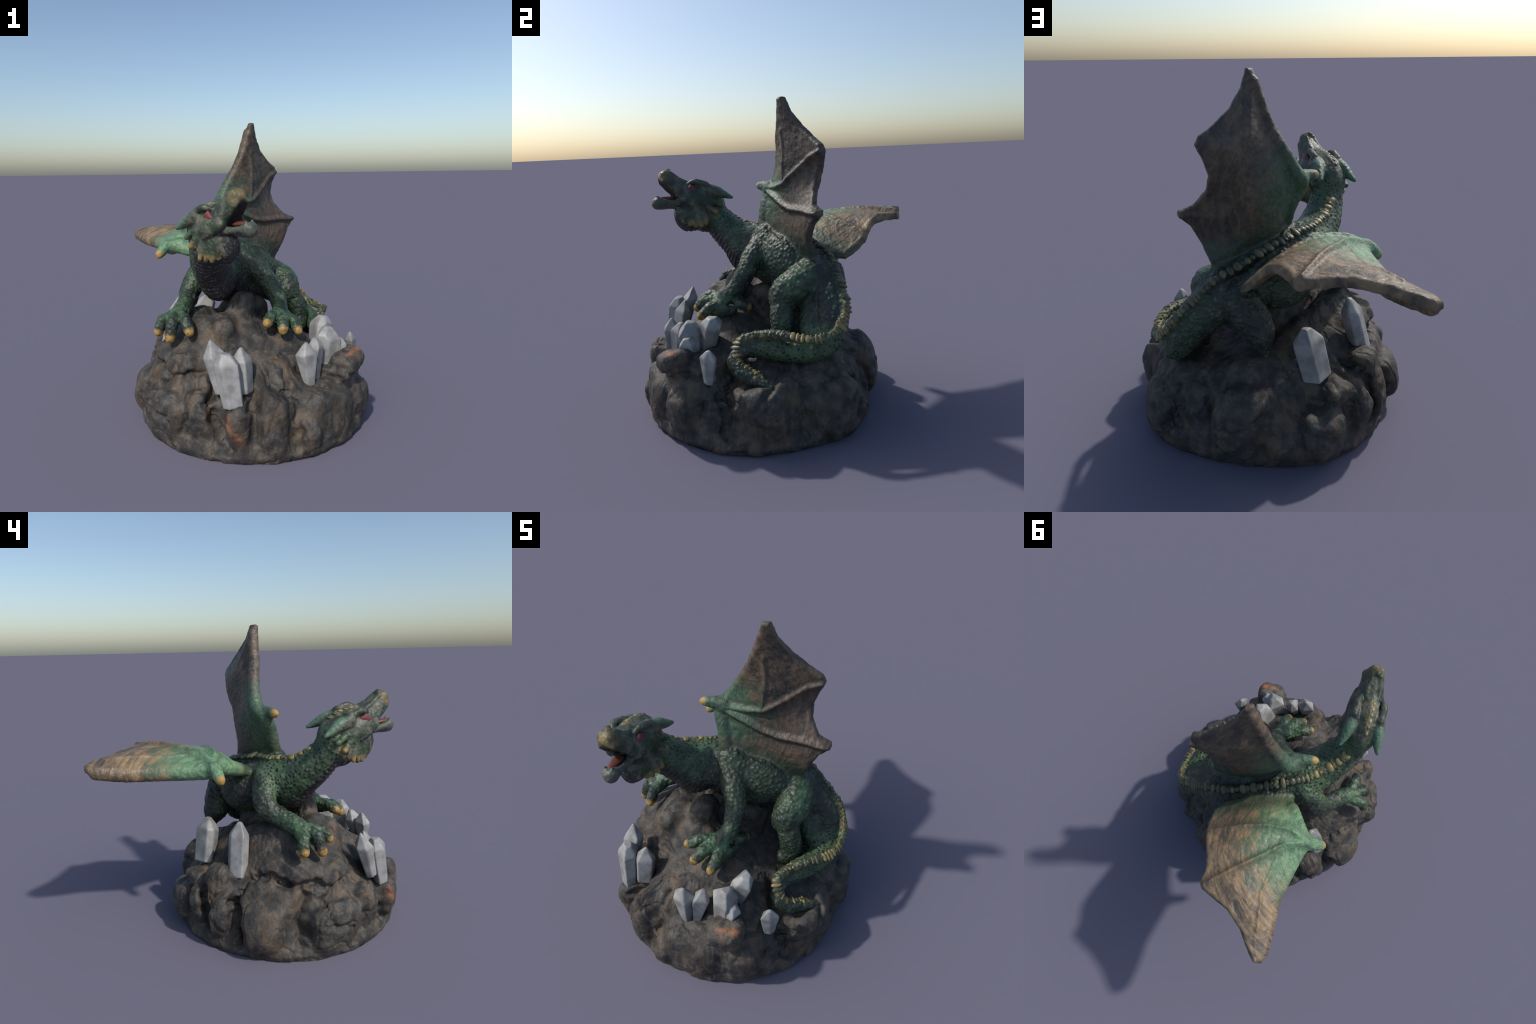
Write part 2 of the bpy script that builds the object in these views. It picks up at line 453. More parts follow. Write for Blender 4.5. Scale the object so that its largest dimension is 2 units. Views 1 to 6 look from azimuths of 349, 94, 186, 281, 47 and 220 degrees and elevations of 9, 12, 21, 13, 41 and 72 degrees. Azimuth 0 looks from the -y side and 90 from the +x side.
# wings
LEAD_LEFT = [(-.112, -.09, 1.08), (-.128, -.120, 1.19), (-.162, -.102, 1.29), (-.212, -.080, 1.39), (-.208, -.035, 1.455), (-.182, -.002, 1.505), (-.130, .016, 1.597), (-.068, .026, 1.70), (-.017, .034, 1.814), (.020, .048, 1.94), (.036, .050, 2.004)]
LEAD_RIGHT = [(-.235, .015, 1.05), (-.335, .078, 1.08), (-.42, .128, 1.11), (-.505, .172, 1.13), (-.548, .215, 1.12), (-.566, .30, 1.11), (-.603, .44, 1.11), (-.643, .585, 1.11), (-.710, .70, 1.115), (-.79, .85, 1.14), (-.805, .915, 1.15)]
RIBS_RIGHT = [[(-.53, .22, 1.2), (-.44, .33, 1.2), (-.39, .47, 1.2), (-.33, .62, 1.2), (-.25, .835, 1.2)],
              [(-.52, .22, 1.2), (-.40, .24, 1.2), (-.28, .32, 1.2), (-.15, .44, 1.12), (-.015, .585, 1.1)],
              [(-.44, .33, 1.2), (-.48, .47, 1.2), (-.53, .62, 1.2), (-.66, .80, 1.2)]]
RIBS_LEFT = [[(-.16, -.06, 1.43), (-.02, -.01, 1.442), (.062, .072, 1.47), (.145, .147, 1.545), (.225, .218, 1.625), (.288, .323, 1.668)],
             [(-.16, -.06, 1.42), (-.03, .0, 1.378), (.06, .06, 1.330), (.14, .11, 1.315), (.28, .18, 1.318), (.41, .29, 1.312)]]
def wing_left():
    o = V(-.17, -.04, 1.44); n = V(.48, -.87, -.06)
    lead = LEAD_LEFT
    trail = [(.085, .062, 2.002), (.104, .10, 1.913), (.15, .172, 1.822), (.212, .237, 1.755), (.272, .305, 1.705), (.288, .318, 1.660), (.254, .308, 1.58), (.234, .300, 1.508), (.248, .288, 1.438), (.325, .262, 1.360), (.40, .288, 1.332), (.41, .29, 1.295), (.355, .258, 1.240), (.312, .222, 1.13), (.278, .225, 1.035)]
    root = [(.24, .22, .94), (.05, .05, .96), (-.08, -.06, 1.0)]
    ribs = [(RIBS_LEFT[0], .017, .020, .0),
            (RIBS_LEFT[1], .018, .026, .0),
            ([(.045, .06, 1.455), (.055, .06, 1.54), (.06, .07, 1.66), (.055, .05, 1.80)], .012, .009, .0),
            (trail, .016, .006, .010)]
    bulge = [(-.03, .012, 1.81), (.05, .05, 1.98), (.15, .185, 1.822), (.305, .315, 1.665), (.252, .288, 1.50), (.342, .253, 1.36), (.415, .287, 1.312), (.32, .215, 1.13), (.27, .235, 1.03),
             (-.118, -.105, 1.19), (-.15, -.085, 1.30), (-.185, -.04, 1.44), (-.13, .01, 1.60), (.05, .09, 1.60), (.06, .10, 1.46), (.05, .09, 1.31), (.13, .13, 1.29), (.1, .1, 1.1), (-.02, -.01, 1.05)]
    return membrane('wing_left', o, V(.58, .33, -.13), n, lead + trail + root, bulge, ribs, .022, .022, dome=(.016, .064))

def wing_right():
    o = V(-.45, .45, 1.15); n = unit(V(-.05, -.12, 1))
    lead = LEAD_RIGHT
    trail = [(-.76, .945, 1.155), (-.70, .925, 1.15), (-.585, .872, 1.15), (-.455, .842, 1.165), (-.345, .85, 1.17), (-.26, .855, 1.175), (-.215, .83, 1.18), (-.195, .76, 1.19), (-.145, .70, 1.195), (-.078, .645, 1.16), (-.015, .588, 1.09), (.03, .535, 1.05), (.075, .445, .985)]
    root = [(.07, .36, .92), (-.03, .22, .97), (-.15, .06, 1.0)]
    ribs = [([(-.40, .42, 1.2), (-.33, .56, 1.2), (-.255, .70, 1.2), (-.20, .78, 1.2)], .028, -.012, .0),
            ([(-.36, .26, 1.2), (-.22, .34, 1.15), (-.08, .47, 1.1)], .026, -.010, .0),
            (RIBS_RIGHT[0], .016, .022, .010),
            (RIBS_RIGHT[1], .016, .018, .012),
            (RIBS_RIGHT[2], .010, .008, .0),
            (trail, .018, .006, .012)]
    bulge = [(-.80, .90, 1.168), (-.72, .935, 1.190), (-.58, .862, 1.204), (-.455, .835, 1.217), (-.25, .84, 1.204), (-.20, .755, 1.195), (-.14, .69, 1.200), (-.07, .64, 1.165), (-.015, .58, 1.085), (.065, .436, .985),
             (-.56, .23, 1.13), (-.585, .33, 1.110), (-.625, .45, 1.108), (-.66, .59, 1.110), (-.73, .70, 1.122), (-.66, .79, 1.190), (-.58, .70, 1.194), (-.505, .18, 1.14), (-.34, .085, 1.07), (-.24, .02, 1.04),
             (-.35, .30, 1.195), (-.375, .53, 1.210), (-.28, .70, 1.210), (-.25, .27, 1.165), (-.47, .45, 1.175), (-.48, .62, 1.192), (-.1, .35, 1.095), (-.2, .14, 1.075), (-.42, .2, 1.170), (-.2, .55, 1.20)]
    return membrane('wing_right', o, V(-.4, .8, 0), n, lead + trail + root, bulge, ribs, .022, .024, dome=(.006, .008))

def leading_tube(label, lead, n, toward, radii, k=.02, sink=0.0):
    """Round arm bone along a wing's leading edge, lying just inside the outline."""
    L = np.array(lead, float); m = len(L)
    T = np.gradient(L, axis=0); rows = []
    for i, (p, t) in enumerate(zip(L, T)):
        inw = np.cross(unit(n), unit(t)); inw = inw if inw @ (np.asarray(toward) - p) > 0 else -inw
        r = np.interp(i / (m - 1), np.linspace(0, 1, len(radii)), radii)
        rows.append((*(p + inw * r * .92 - unit(n) * sink), r))
    return chain(label, rows, k=k, per=4)
add(wing_left())
add(wing_right())
add(leading_tube('wing_left', LEAD_LEFT[1:-1], (.48, -.87, -.06), (.1, .12, 1.45), (.040, .044, .046, .040, .036, .033, .030, .028), sink=.012))
add(leading_tube('wing_right', LEAD_RIGHT[1:-1], (-.05, -.12, 1), (-.35, .5, 1.15), (.045, .052, .056, .054, .052, .050, .044, .036)))
add(chain('wing_left', [(-.17, -.045, 1.43, .045), (-.210, -.08, 1.437, .038), (-.24, -.105, 1.438, .031)], k=.02, spline=False))
add(chain('wing_left_claw', [(-.236, -.103, 1.438, .031), (-.258, -.122, 1.437, .027), (-.268, -.131, 1.437, .018)], k=.006, spline=False))
add(chain('wing_right', [(-.54, .21, 1.14, .045), (-.578, .18, 1.115, .036), (-.59, .168, 1.10, .030)], k=.02, spline=False))
add(chain('wing_right_claw', [(-.586, .172, 1.10, .036), (-.601, .158, 1.085, .031), (-.607, .149, 1.074, .020)], k=.006, spline=False))
CLAW_TIPS.append((V(-.272, -.136, 1.437), .035)); CLAW_TIPS.append((V(-.612, .143, 1.075), .036))

pts, quads = mesh_field(prims, VOX_BODY, (-.90, -.97, .33), (.80, 1.03, 2.03))
pts, quads = keep_largest(pts, quads)
pts = smooth(pts, quads, 2, .5)

# ----------------------------------------------------------------------------- part labels
def labels_for(P):
    names, best, lab = [], np.full(len(P), 9.0), np.zeros(len(P), int)
    X, Y, Z = P.T
    for p in prims:
        if p.cut:
            continue
        if p.label not in names:
            names.append(p.label)
        m = np.all((P > p.lo - .06) & (P < p.hi + .06), axis=1)
        if not m.any():
            continue
        d = p.f(X[m], Y[m], Z[m])
        idx = np.flatnonzero(m); w = d < best[idx]
        best[idx[w]] = d[w]; lab[idx[w]] = names.index(p.label)
    return names, lab

names, vlab = labels_for(pts)
lab_is = lambda *n: np.isin(vlab, [names.index(x) for x in n if x in names])

# ----------------------------------------------------------------------------- relief of the skin
def relief_weights():
    w_scale = np.ones(len(pts))
    w_scale[lab_is('wing_left', 'wing_right')] = 0
    w_scale[lab_is('head', 'frill', 'horn', 'lower_jaw')] = .25
    w_scale[[('claw' in names[l]) for l in vlab]] = 0
    w_wing = lab_is('wing_left', 'wing_right').astype(float)
    return [smooth(w[:, None], quads, 6)[:, 0] for w in (w_scale, w_wing)]

w_scale, w_wing = relief_weights()
nrm = vert_normals(pts, quads)

# belly plates: overlapping bands across throat, neck and breast
line = np.array([H(.02, 0, -.20), H(-.06, 0, -.22), V(-.34, -.50, 1.16), V(-.33, -.41, 1.06), V(-.29, -.32, .97), V(-.22, -.24, .89), V(-.14, -.15, .84)])
seg = np.diff(line, axis=0); sl = np.linalg.norm(seg, axis=1); cum = np.r_[0, np.cumsum(sl)]
bd = np.full(len(pts), 9.0); bt = np.zeros(len(pts))
for i in range(len(seg)):
    t = np.clip((pts - line[i]) @ seg[i] / sl[i] ** 2, 0, 1)
    d = np.linalg.norm(pts - line[i] - t[:, None] * seg[i], axis=1)
    m = d < bd; bd[m] = d[m]; bt[m] = cum[i] + t[m] * sl[i]
bdir = unit(V(.2, -.75, -.62))
belly = np.clip((.16 - bd) / .03, 0, 1) * np.clip((nrm @ bdir - .30) / .2, 0, 1) * lab_is('neck', 'torso', 'head', 'lower_jaw')
plate = (bt / .030 + .12 * np.sin(pts @ V(60, 35, 20))) % 1.0
pts = pts + nrm * (belly * .0065 * (plate ** 1.5 - .4))[:, None]
w_scale = w_scale * (1 - belly)

SCALE_FREQ = 40.0
tmp = add_object('tmp_body', new_mesh('tmp_body', pts, quads))
for nme, w in (('w_scale', w_scale), ('w_wing', w_wing)):
    at = tmp.data.attributes.new(nme, 'FLOAT', 'POINT'); at.data.foreach_set('value', w.astype(np.float32))
def body_relief(N, pos, attr):
    cell = N.voronoi(pos, SCALE_FREQ, 'F1', rand=.9)
    dome = N.math('MULTIPLY', N.math('SUBTRACT', .45, cell), .0075)
    lump = N.math('MULTIPLY', N.math('SUBTRACT', N.noise(pos, 16, 3), .5), .012)
    h1 = N.math('MULTIPLY', N.math('ADD', dome, lump), attr('w_scale'))
    wr = N.math('MULTIPLY', N.math('SUBTRACT', N.noise(pos, 24, 5), .5), .011)
    h2 = N.math('MULTIPLY', wr, attr('w_wing'))
    base = N.math('MULTIPLY', N.math('SUBTRACT', N.noise(pos, 30, 3), .5), .005)
    return N.math('ADD', N.math('ADD', h1, h2), base)
pts = displace(tmp, body_relief)
bpy.data.meshes.remove(tmp.data)
nrm = vert_normals(pts, quads)

# ----------------------------------------------------------------------------- materials
CH = dict(dark=(.014, .018, .016), green=(.062, .115, .053), pale=(.19, .215, .15), yellow=(.35, .225, .062), brown=(.20, .125, .055), grey=(.20, .19, .165))

def skin_build(N, pos):
    cell = N.voronoi(pos, SCALE_FREQ, 'F1', rand=.9)
    edge = N.voronoi(pos, SCALE_FREQ, 'DISTANCE_TO_EDGE', rand=.9)
    big = N.noise(pos, 5.5, 3); mid = N.noise(pos, 18, 4); fine = N.noise(pos, 90, 3)
    netted = N.any([N.near_segment(pos, (-.36, -.48, 1.24), (-.27, -.16, 1.02), .12, .19),
                    N.near_segment(pos, (.50, .36, .55), (.54, .0, .52), .10, .15)])
    net = N.remap(edge, .08, .30, 1.0, 0.0)
    dome = N.remap(cell, .12, .50, 1.0, 0.0)
    patch = N.remap(N.math('ADD', big, N.math('MULTIPLY', mid, .5)), .60, .90)
    legs = N.math('MULTIPLY', N.math('ADD', N.math('MULTIPLY', dome, .36), N.math('MULTIPLY', fine, .55)), N.math('ADD', N.math('MULTIPLY', patch, .95), .18))
    nets = N.math('MULTIPLY', net, N.math('ADD', N.math('MULTIPLY', patch, .6), .50))
    f = N.math('ADD', N.math('MULTIPLY', nets, netted), N.math('MULTIPLY', legs, N.math('SUBTRACT', 1.0, netted)), clamp=True)
    col = N.mix(f, CH['dark'], CH['green'])
    hl = N.math('MULTIPLY', N.remap(N.math('ADD', mid, N.math('MULTIPLY', N.math('SUBTRACT', fine, .5), .35)), .54, .72), N.math('ADD', N.math('MULTIPLY', dome, .30), .16))
    near_head = N.near(pos, H(-.02, 0, -.06), .19, .30)
    col = N.mix(N.math('MULTIPLY', hl, N.math('SUBTRACT', 1.0, N.math('MULTIPLY', near_head, .85))), col, CH['pale'])
    # greener hands, feet and shoulders of the wings
    feet = N.any([N.near(pos, (-.50, -.31, .77), .06, .17), N.near(pos, (.16, -.39, .74), .06, .17), N.near(pos, (-.56, .22, 1.15), .04, .2),
                  N.near(pos, (-.2, -.07, 1.40), .03, .16), N.near(pos, (.33, .12, .9), .05, .17)])
    col = N.mix(N.math('MULTIPLY', feet, N.remap(mid, .38, .66, .1, .85)), col, (.068, .140, .068))
    # head: grey-brown dry brushing
    head = N.near(pos, H(-.02, 0, -.06), .17, .28)
    col = N.mix(N.math('MULTIPLY', head, N.remap(N.noise(pos, 14, 4), .42, .68)), col, (.125, .122, .092))
    col = N.mix(N.math('MULTIPLY', N.near(pos, H(.185, 0, .11), .03, .09), N.remap(mid, .35, .6, .2, .85)), col, (.24, .165, .07))
    jaws = N.near_segment(pos, H(.14, 0, -.085), H(.26, 0, -.08), .045, .075)
    col = N.mix(N.math('MULTIPLY', jaws, .8), col, N.mix(mid, (.035, .042, .036), (.135, .145, .12)))
    mouth = N.near_segment(pos, H(.08, 0, -.02), H(.215, 0, .035), .040, .052)
    col = N.mix(mouth, col, (.028, .025, .025))
    tips = N.any([N.near(pos, H(f_, s * s_, u_), .018, .05) for s in (-1, 1) for f_, s_, u_ in ((.04, .08, -.24), (-.02, .10, -.25), (-.075, .12, -.24), (-.14, .125, -.17))])
    col = N.mix(N.math('MULTIPLY', tips, N.remap(mid, .35, .62, .15, .8)), col, (.28, .195, .06))
    ridge = N.near_segment(pos, H(-.03, 0, .062), H(-.20, 0, .0), .012, .032)
    col = N.mix(N.math('MULTIPLY', ridge, N.remap(mid, .38, .6, .1, .8)), col, (.22, .165, .06))
    backline = CREST[:4] + CREST[12:] + CREST_END[1:]
    crest = N.any([N.near_segment(pos, p, q, .012, .042) for p, q in zip(backline[:-1], backline[1:]) if np.linalg.norm(np.subtract(p, q)) < .3])
    col = N.mix(N.math('MULTIPLY', crest, N.remap(N.noise(pos, 34, 3), .42, .62, .05, .75)), col, (.25, .19, .065))
    horn = N.any([N.near_segment(pos, H(-.17, s * .092, .01), H(-.27, s * .12, -.06), .02, .05) for s in (-1, 1)])
    col = N.mix(N.math('MULTIPLY', horn, .7), col, (.10, .19, .12))
    # claws
    claws = N.any([N.near(pos, t, max(.022, r * .85), max(.036, r * 1.35)) for t, r in CLAW_TIPS])
    horny = N.mix(N.remap(N.noise(pos, 38, 3), .35, .62), (.20, .115, .035), CH['yellow'])
    col = N.mix(N.math('MULTIPLY', claws, N.remap(mid, .25, .5, .55, 1.0)), col, horny)
    return dict(color=col, rough=N.remap(fine, .3, .7, .42, .62), bump=N.math('ADD', N.math('MULTIPLY', fine, .5), N.math('MULTIPLY', dome, .5)), strength=.5, distance=.005)

def belly_build(N, pos):
    fine = N.noise(pos, 60, 4)
    col = N.mix(N.remap(fine, .5, .72, 0, .8), (.020, .020, .021), (.12, .115, .11))
    return dict(color=col, bump=fine, strength=.4, distance=.004)

def wing_build(ribs, wrist, root_a, root_b, reach, brown_lo, brown_hi, green_lo, green_hi):
    def build(N, pos):
        rel = N.vmath('SUBTRACT', pos, tuple(wrist))
        r = N.vmath('LENGTH', rel, out=1); d = N.vmath('NORMALIZE', rel)
        polar = N.vmath('ADD', N.vmath('SCALE', d, 2.2), N.vmath('SCALE', (1.0, .6, .3), N.math('MULTIPLY', r, 13.0)))
        streak = N.remap(N.noise(polar, 2.2, 5, .62, .7), .36, .66)
        st = N.noise(pos, 11, 4, .6, .5)
        fine = N.noise(pos, 70, 4)
        a = N.math('ADD', N.math('MULTIPLY', streak, .6), N.math('MULTIPLY', N.remap(st, .35, .68), .4))
        brown = N.mix(a, brown_lo, brown_hi)
        green = N.mix(a, green_lo, green_hi)
        gmask = N.remap(N.math('ADD', N.vmath('DISTANCE', pos, tuple(wrist), out=1), N.math('ADD', N.math('MULTIPLY', N.math('SUBTRACT', st, .5), .35), N.math('MULTIPLY', N.math('SUBTRACT', streak, .5), .12))), reach[0], reach[1], 1.0, 0.0)
        col = N.mix(gmask, brown, green)
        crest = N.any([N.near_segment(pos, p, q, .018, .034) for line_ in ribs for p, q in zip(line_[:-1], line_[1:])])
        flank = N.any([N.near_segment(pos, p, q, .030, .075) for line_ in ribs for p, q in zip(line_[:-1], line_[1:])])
        painted_rib_shadow = N.math('MULTIPLY', N.math('MULTIPLY', flank, N.math('SUBTRACT', 1.0, crest)), N.remap(st, .35, .6, .25, .8))  # membrane colour darkened beside each rib to draw the shadow in its valley
        col = N.mix(painted_rib_shadow, col, N.mix(.62, col, (.020, .020, .018)))
        root = N.near_segment(pos, root_a, root_b, .11, .22)
        col = N.mix(N.math('MULTIPLY', root, .8), col, N.mix(st, (.022, .032, .022), (.060, .105, .055)))
        cl = N.any([N.near(pos, t, r * .85, r * 1.35) for t, r in CLAW_TIPS[-2:]])
        col = N.mix(cl, col, CH['yellow'])
        return dict(color=col, rough=N.remap(fine, .3, .7, .42, .6), bump=N.math('ADD', N.math('MULTIPLY', streak, .5), fine), strength=.5, distance=.005)
    return build

MAT_SKIN = material('dragon_skin', skin_build, spec=.5)
MAT_BELLY = material('belly_plate', belly_build, rough=.45)
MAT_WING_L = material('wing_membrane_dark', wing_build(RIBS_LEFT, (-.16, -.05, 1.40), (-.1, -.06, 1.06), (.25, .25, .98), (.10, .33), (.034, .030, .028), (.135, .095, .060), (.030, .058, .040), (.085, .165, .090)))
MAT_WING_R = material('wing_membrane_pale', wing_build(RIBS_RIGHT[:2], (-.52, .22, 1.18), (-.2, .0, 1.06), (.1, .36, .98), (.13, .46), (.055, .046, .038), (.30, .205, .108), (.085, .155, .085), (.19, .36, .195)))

# ----------------------------------------------------------------------------- separate into parts
root = bpy.data.objects.new('dragon_figurine', None)
bpy.context.scene.collection.objects.link(root)
root['label'] = 'green winged dragon crouching on dark rock with pale crystals'
root['category'] = 'figurine'

qc = pts[quads].mean(1)
qlab = vlab[quads[:, 0]].copy()
# claws and wings are cut by majority so the borders run cleanly
for c in range(1, 4):
    same = vlab[quads[:, c]] == vlab[quads[:, (c + 1) % 4]]
    qlab = np.where(same, vlab[quads[:, c]], qlab)
qname = np.array(names, dtype=object)[qlab]
bel = belly[quads].mean(1) > .5
qname[bel] = 'belly'

def region(name, mask, parent, mat):
    q = quads[mask]
    if len(q) == 0:
        return None
    used = np.unique(q); re = np.full(len(pts), -1); re[used] = np.arange(len(used))
    me = new_mesh(name, pts[used], re[q])
    ob = add_object(name, me, parent, mat)
    me.normals_split_custom_set_from_vertices([tuple(x) for x in nrm[used]])
    return ob

obs = {}
for lab, name, mat in [('head', 'head', MAT_SKIN), ('lower_jaw', 'lower_jaw', MAT_SKIN), ('neck', 'neck', MAT_SKIN), ('torso', 'torso', MAT_SKIN), ('tail', 'tail', MAT_SKIN),
                       ('belly', 'belly_plates', MAT_BELLY), ('foreleg_left', 'foreleg', MAT_SKIN), ('foreleg_right', 'foreleg', MAT_SKIN),
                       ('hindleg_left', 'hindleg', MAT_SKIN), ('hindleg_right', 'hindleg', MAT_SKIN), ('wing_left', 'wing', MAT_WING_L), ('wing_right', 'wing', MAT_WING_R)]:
    obs[lab] = region(name, qname == lab, root, mat)
for lab, parent, name, mat in [('frill', 'head', 'jaw_frill', MAT_SKIN), ('horn', 'head', 'horn', MAT_SKIN), ('foreleg_left_claw', 'foreleg_left', 'claw', MAT_SKIN), ('foreleg_right_claw', 'foreleg_right', 'claw', MAT_SKIN),
                               ('wing_left_claw', 'wing_left', 'thumb_claw', MAT_WING_L), ('wing_right_claw', 'wing_right', 'thumb_claw', MAT_WING_R)]:
    m = qname == lab
    if lab == 'horn' or lab == 'frill':
        side = (qc - HO) @ HS > 0
        region(name, m & side, obs[parent], mat); region(name, m & ~side, obs[parent], mat)
    elif name == 'claw':
        tips = np.array([t for t, _ in CLAW_TIPS]); near = np.linalg.norm(qc[:, None] - tips[None], axis=2).argmin(1) if m.any() else None
        for i in np.unique(near[m]):
            region(name, m & (near == i), obs[parent], mat)
    else:
        region(name, m, obs[parent], mat)

# ----------------------------------------------------------------------------- eyes, tongue, crest scutes
def blob_mesh(name, r, seg=20, ring=12, fun=None):
    P, F = [], []
    for i in range(ring + 1):
        a = math.pi * i / ring
        for j in range(seg):
            b = 2 * math.pi * j / seg
            p = V(math.sin(a) * math.cos(b), math.sin(a) * math.sin(b), math.cos(a))
            if fun: p = fun(p)
            P.append(p * r)
    for i in range(ring):
        for j in range(seg):
            F.append((i * seg + j, (i + 1) * seg + j, (i + 1) * seg + (j + 1) % seg, i * seg + (j + 1) % seg))
    return new_mesh(name, np.array(P), np.array(F))

def place(ob, loc, ax):
    m = np.eye(4); m[:3, 0], m[:3, 1], m[:3, 2] = ax; m[:3, 3] = loc
    from mathutils import Matrix
    ob.matrix_world = Matrix(m.tolist())

MAT_EYE = material('eye_paint', lambda N, p: dict(color=N.mix(N.noise(p, 40, 2), (.11, .020, .026), (.17, .040, .048))), rough=.6)
MAT_TONGUE = material('tongue_paint', lambda N, p: dict(color=N.mix(N.noise(p, 50, 2), (.10, .03, .025), (.17, .05, .035))), rough=.4)
def scute_build(N, p):
    info = N.n('ShaderNodeObjectInfo').outputs['Random']
    f = N.math('ADD', N.math('MULTIPLY', N.noise(p, 45, 3), .8), N.math('MULTIPLY', info, .5))
    world = N.n('ShaderNodeNewGeometry').outputs['Position']
    back = N.near_segment(world, (-.16, .03, 1.14), (.28, .37, .93), .10, .22)
    col = N.mix(N.remap(f, .45, 1.0), (.040, .050, .026), (.30, .225, .085))
    return dict(color=N.mix(N.math('MULTIPLY', back, .8), col, N.mix(f, (.020, .026, .020), (.085, .085, .045))))
MAT_SCUTE = material('scute_paint', scute_build, rough=.45)

eye_me = blob_mesh('eye', 1.0, 28, 16, lambda p: V(p[0] * (1 - .35 * abs(p[2])), p[1], p[2] * (1 - .45 * abs(p[0]))))
eye_me.materials.append(MAT_EYE)
for s in (-1, 1):
    e = add_object('eye', eye_me, obs['head'])
    ax = tilt(-8)
    place(e, H(.008, s * .082, .002), [ax[0] * .046, ax[1] * .018, ax[2] * .036])
t = add_object('tongue', blob_mesh('tongue', 1.0), obs['head'], MAT_TONGUE)
ax = tilt(6); place(t, H(.165, 0, -.046), [ax[0] * .075, ax[1] * .026, ax[2] * .014])

crest = catmull(CREST + CREST_END[1:], 12)
cl = np.r_[0, np.cumsum(np.linalg.norm(np.diff(crest, axis=0), axis=1))]
from mathutils.bvhtree import BVHTree
tree = BVHTree.FromPolygons([tuple(p) for p in pts], [tuple(int(i) for i in q) for q in quads])
scute_me = blob_mesh('scute', 1.0, 14, 8, lambda p: V(p[0], p[1], p[2] * (.8 if p[2] > 0 else 1.2)))
scute_me.materials.append(MAT_SCUTE)
axis_pts = catmull([r[:3] for r in NECK + TORSO[1:] + TAIL[1:]], 8)
s = .02; i = 0
while s < cl[-1] - .01:
    p = V(*[np.interp(s, cl, crest[:, k]) for k in range(3)]); q = V(*[np.interp(s + .01, cl, crest[:, k]) for k in range(3)])
    tan = unit(q - p)
    c = axis_pts[np.linalg.norm(axis_pts - p, axis=1).argmin()]
    up = p - c; up = unit(up - tan * (up @ tan)); side = np.cross(up, tan)
    hit = tree.ray_cast(Vector(p + up * .08), Vector(-up))
    base = np.array(hit[0]) if hit[0] is not None else p
    frac = s / cl[-1]
    size = (.0205 if frac < .45 else .0195 * (1 - .35 * frac)) * RNG.uniform(.7, 1.2)
    wide = 1.25 if frac < .45 else 1.9
    ob = add_object('spine_scute', scute_me, obs['torso'])
    j = RNG.uniform(.75, 1.35, 3)
    lean = unit(up * .95 - tan * .3)
    place(ob, base - up * .0062, [tan * size * .85 * j[0], side * size * wide * j[1], lean * size * .60 * j[2]])
    s += size * 1.75; i += 1
for f, u in [(-.02, .062), (-.055, .057), (-.09, .047), (-.125, .035), (-.16, .018), (-.195, -.005)]:
    hit = tree.ray_cast(Vector(H(f, 0, u + .1)), Vector((0, 0, -1)))
    if hit[0] is None:
        continue
    ob = add_object('head_scute', scute_me, obs['head'])
    place(ob, np.array(hit[0]) - HU * .004, [HF * .020, HS * .015, HU * .010])

# ----------------------------------------------------------------------------- rock mound
FOOT = [(-180, .745), (-165, .795), (-147, .832), (-130, .868), (-110, .895), (-90, .925), (-70, .925), (-55, .915), (-40, .885), (-24, .855), (-8, .812), (8, .765), (20, .735), (33, .740), (45, .700), (58, .640),
        (75, .605), (92, .60), (110, .615), (130, .65), (150, .69), (165, .712)]
fa = np.radians([a for a, _ in FOOT]); fr = np.array([r for _, r in FOOT])
ang = np.linspace(-np.pi, np.pi, 721)
rad = np.interp(ang, np.r_[fa, np.pi], np.r_[fr, fr[0]])
rad = np.convolve(np.r_[rad[-13:-1], rad, rad[1:13]], np.ones(25) / 25, 'valid')
TOP = [(-.52, -.34, .655), (-.45, -.47, .63), (.13, -.43, .64), (.22, -.36, .635), (.55, .2, .45), (.5, .36, .46), (.53, -.1, .455), (.64, -.2, .36), (.70, 0, .34), (.38, .03, .47), (.02, .42, .53), (-.07, -.43, .695),
       (-.06, -.18, .70), (-.28, -.2, .70), (-.27, -.08, .74), (-.08, -.0, .60), (.1, -.08, .60), (.28, -.12, .54), (.2, .1, .48), (-.1, .1, .62), (-.3, .1, .68), (-.18, .21, .64), (-.36, -.03, .73), (.05, -.66, .53), (-.2, -.45, .74), (-.27, -.57, .53), (-.12, -.57, .53), (.02, -.53, .57), (.14, -.57, .56), (.62, -.47, .48), (-.45, -.15, .75), (-.29, -.76, .36), (-.13, -.70, .42), (0, -.62, .54), (.05, -.78, .44), (.238, -.70, .40), (.312, -.69, .395), (.43, -.50, .50), (.50, -.60, .47),
       (.653, -.388, .40), (.6, -.3, .43), (.72, -.2, .33), (.7, .15, .36), (.56, .30, .38), (.42, .45, .38), (.28, .45, .44), (.05, .50, .47), (-.15, .45, .40), (-.25, .36, .48), (-.35, .33, .45), (-.50, .40, .36), (-.47, .12, .52), (-.572, .075, .48), (-.604, .233, .50), (-.65, .09, .43), (-.7, -.25, .42), (-.614, -.302, .585), (-.60, -.43, .53), (-.56, -.52, .41), (-.40, -.66, .43), (-.45, -.62, .43),
       (-1.0, 0, .2), (1.0, 0, .15), (0, -1.1, .15), (0, .9, .15), (-.75, -.8, .2), (.75, -.85, .2), (.7, .75, .2), (-.7, .65, .2)]
top_f = tps_fit([t[:2] for t in TOP], np.array([t[2] for t in TOP]), 2e-3)
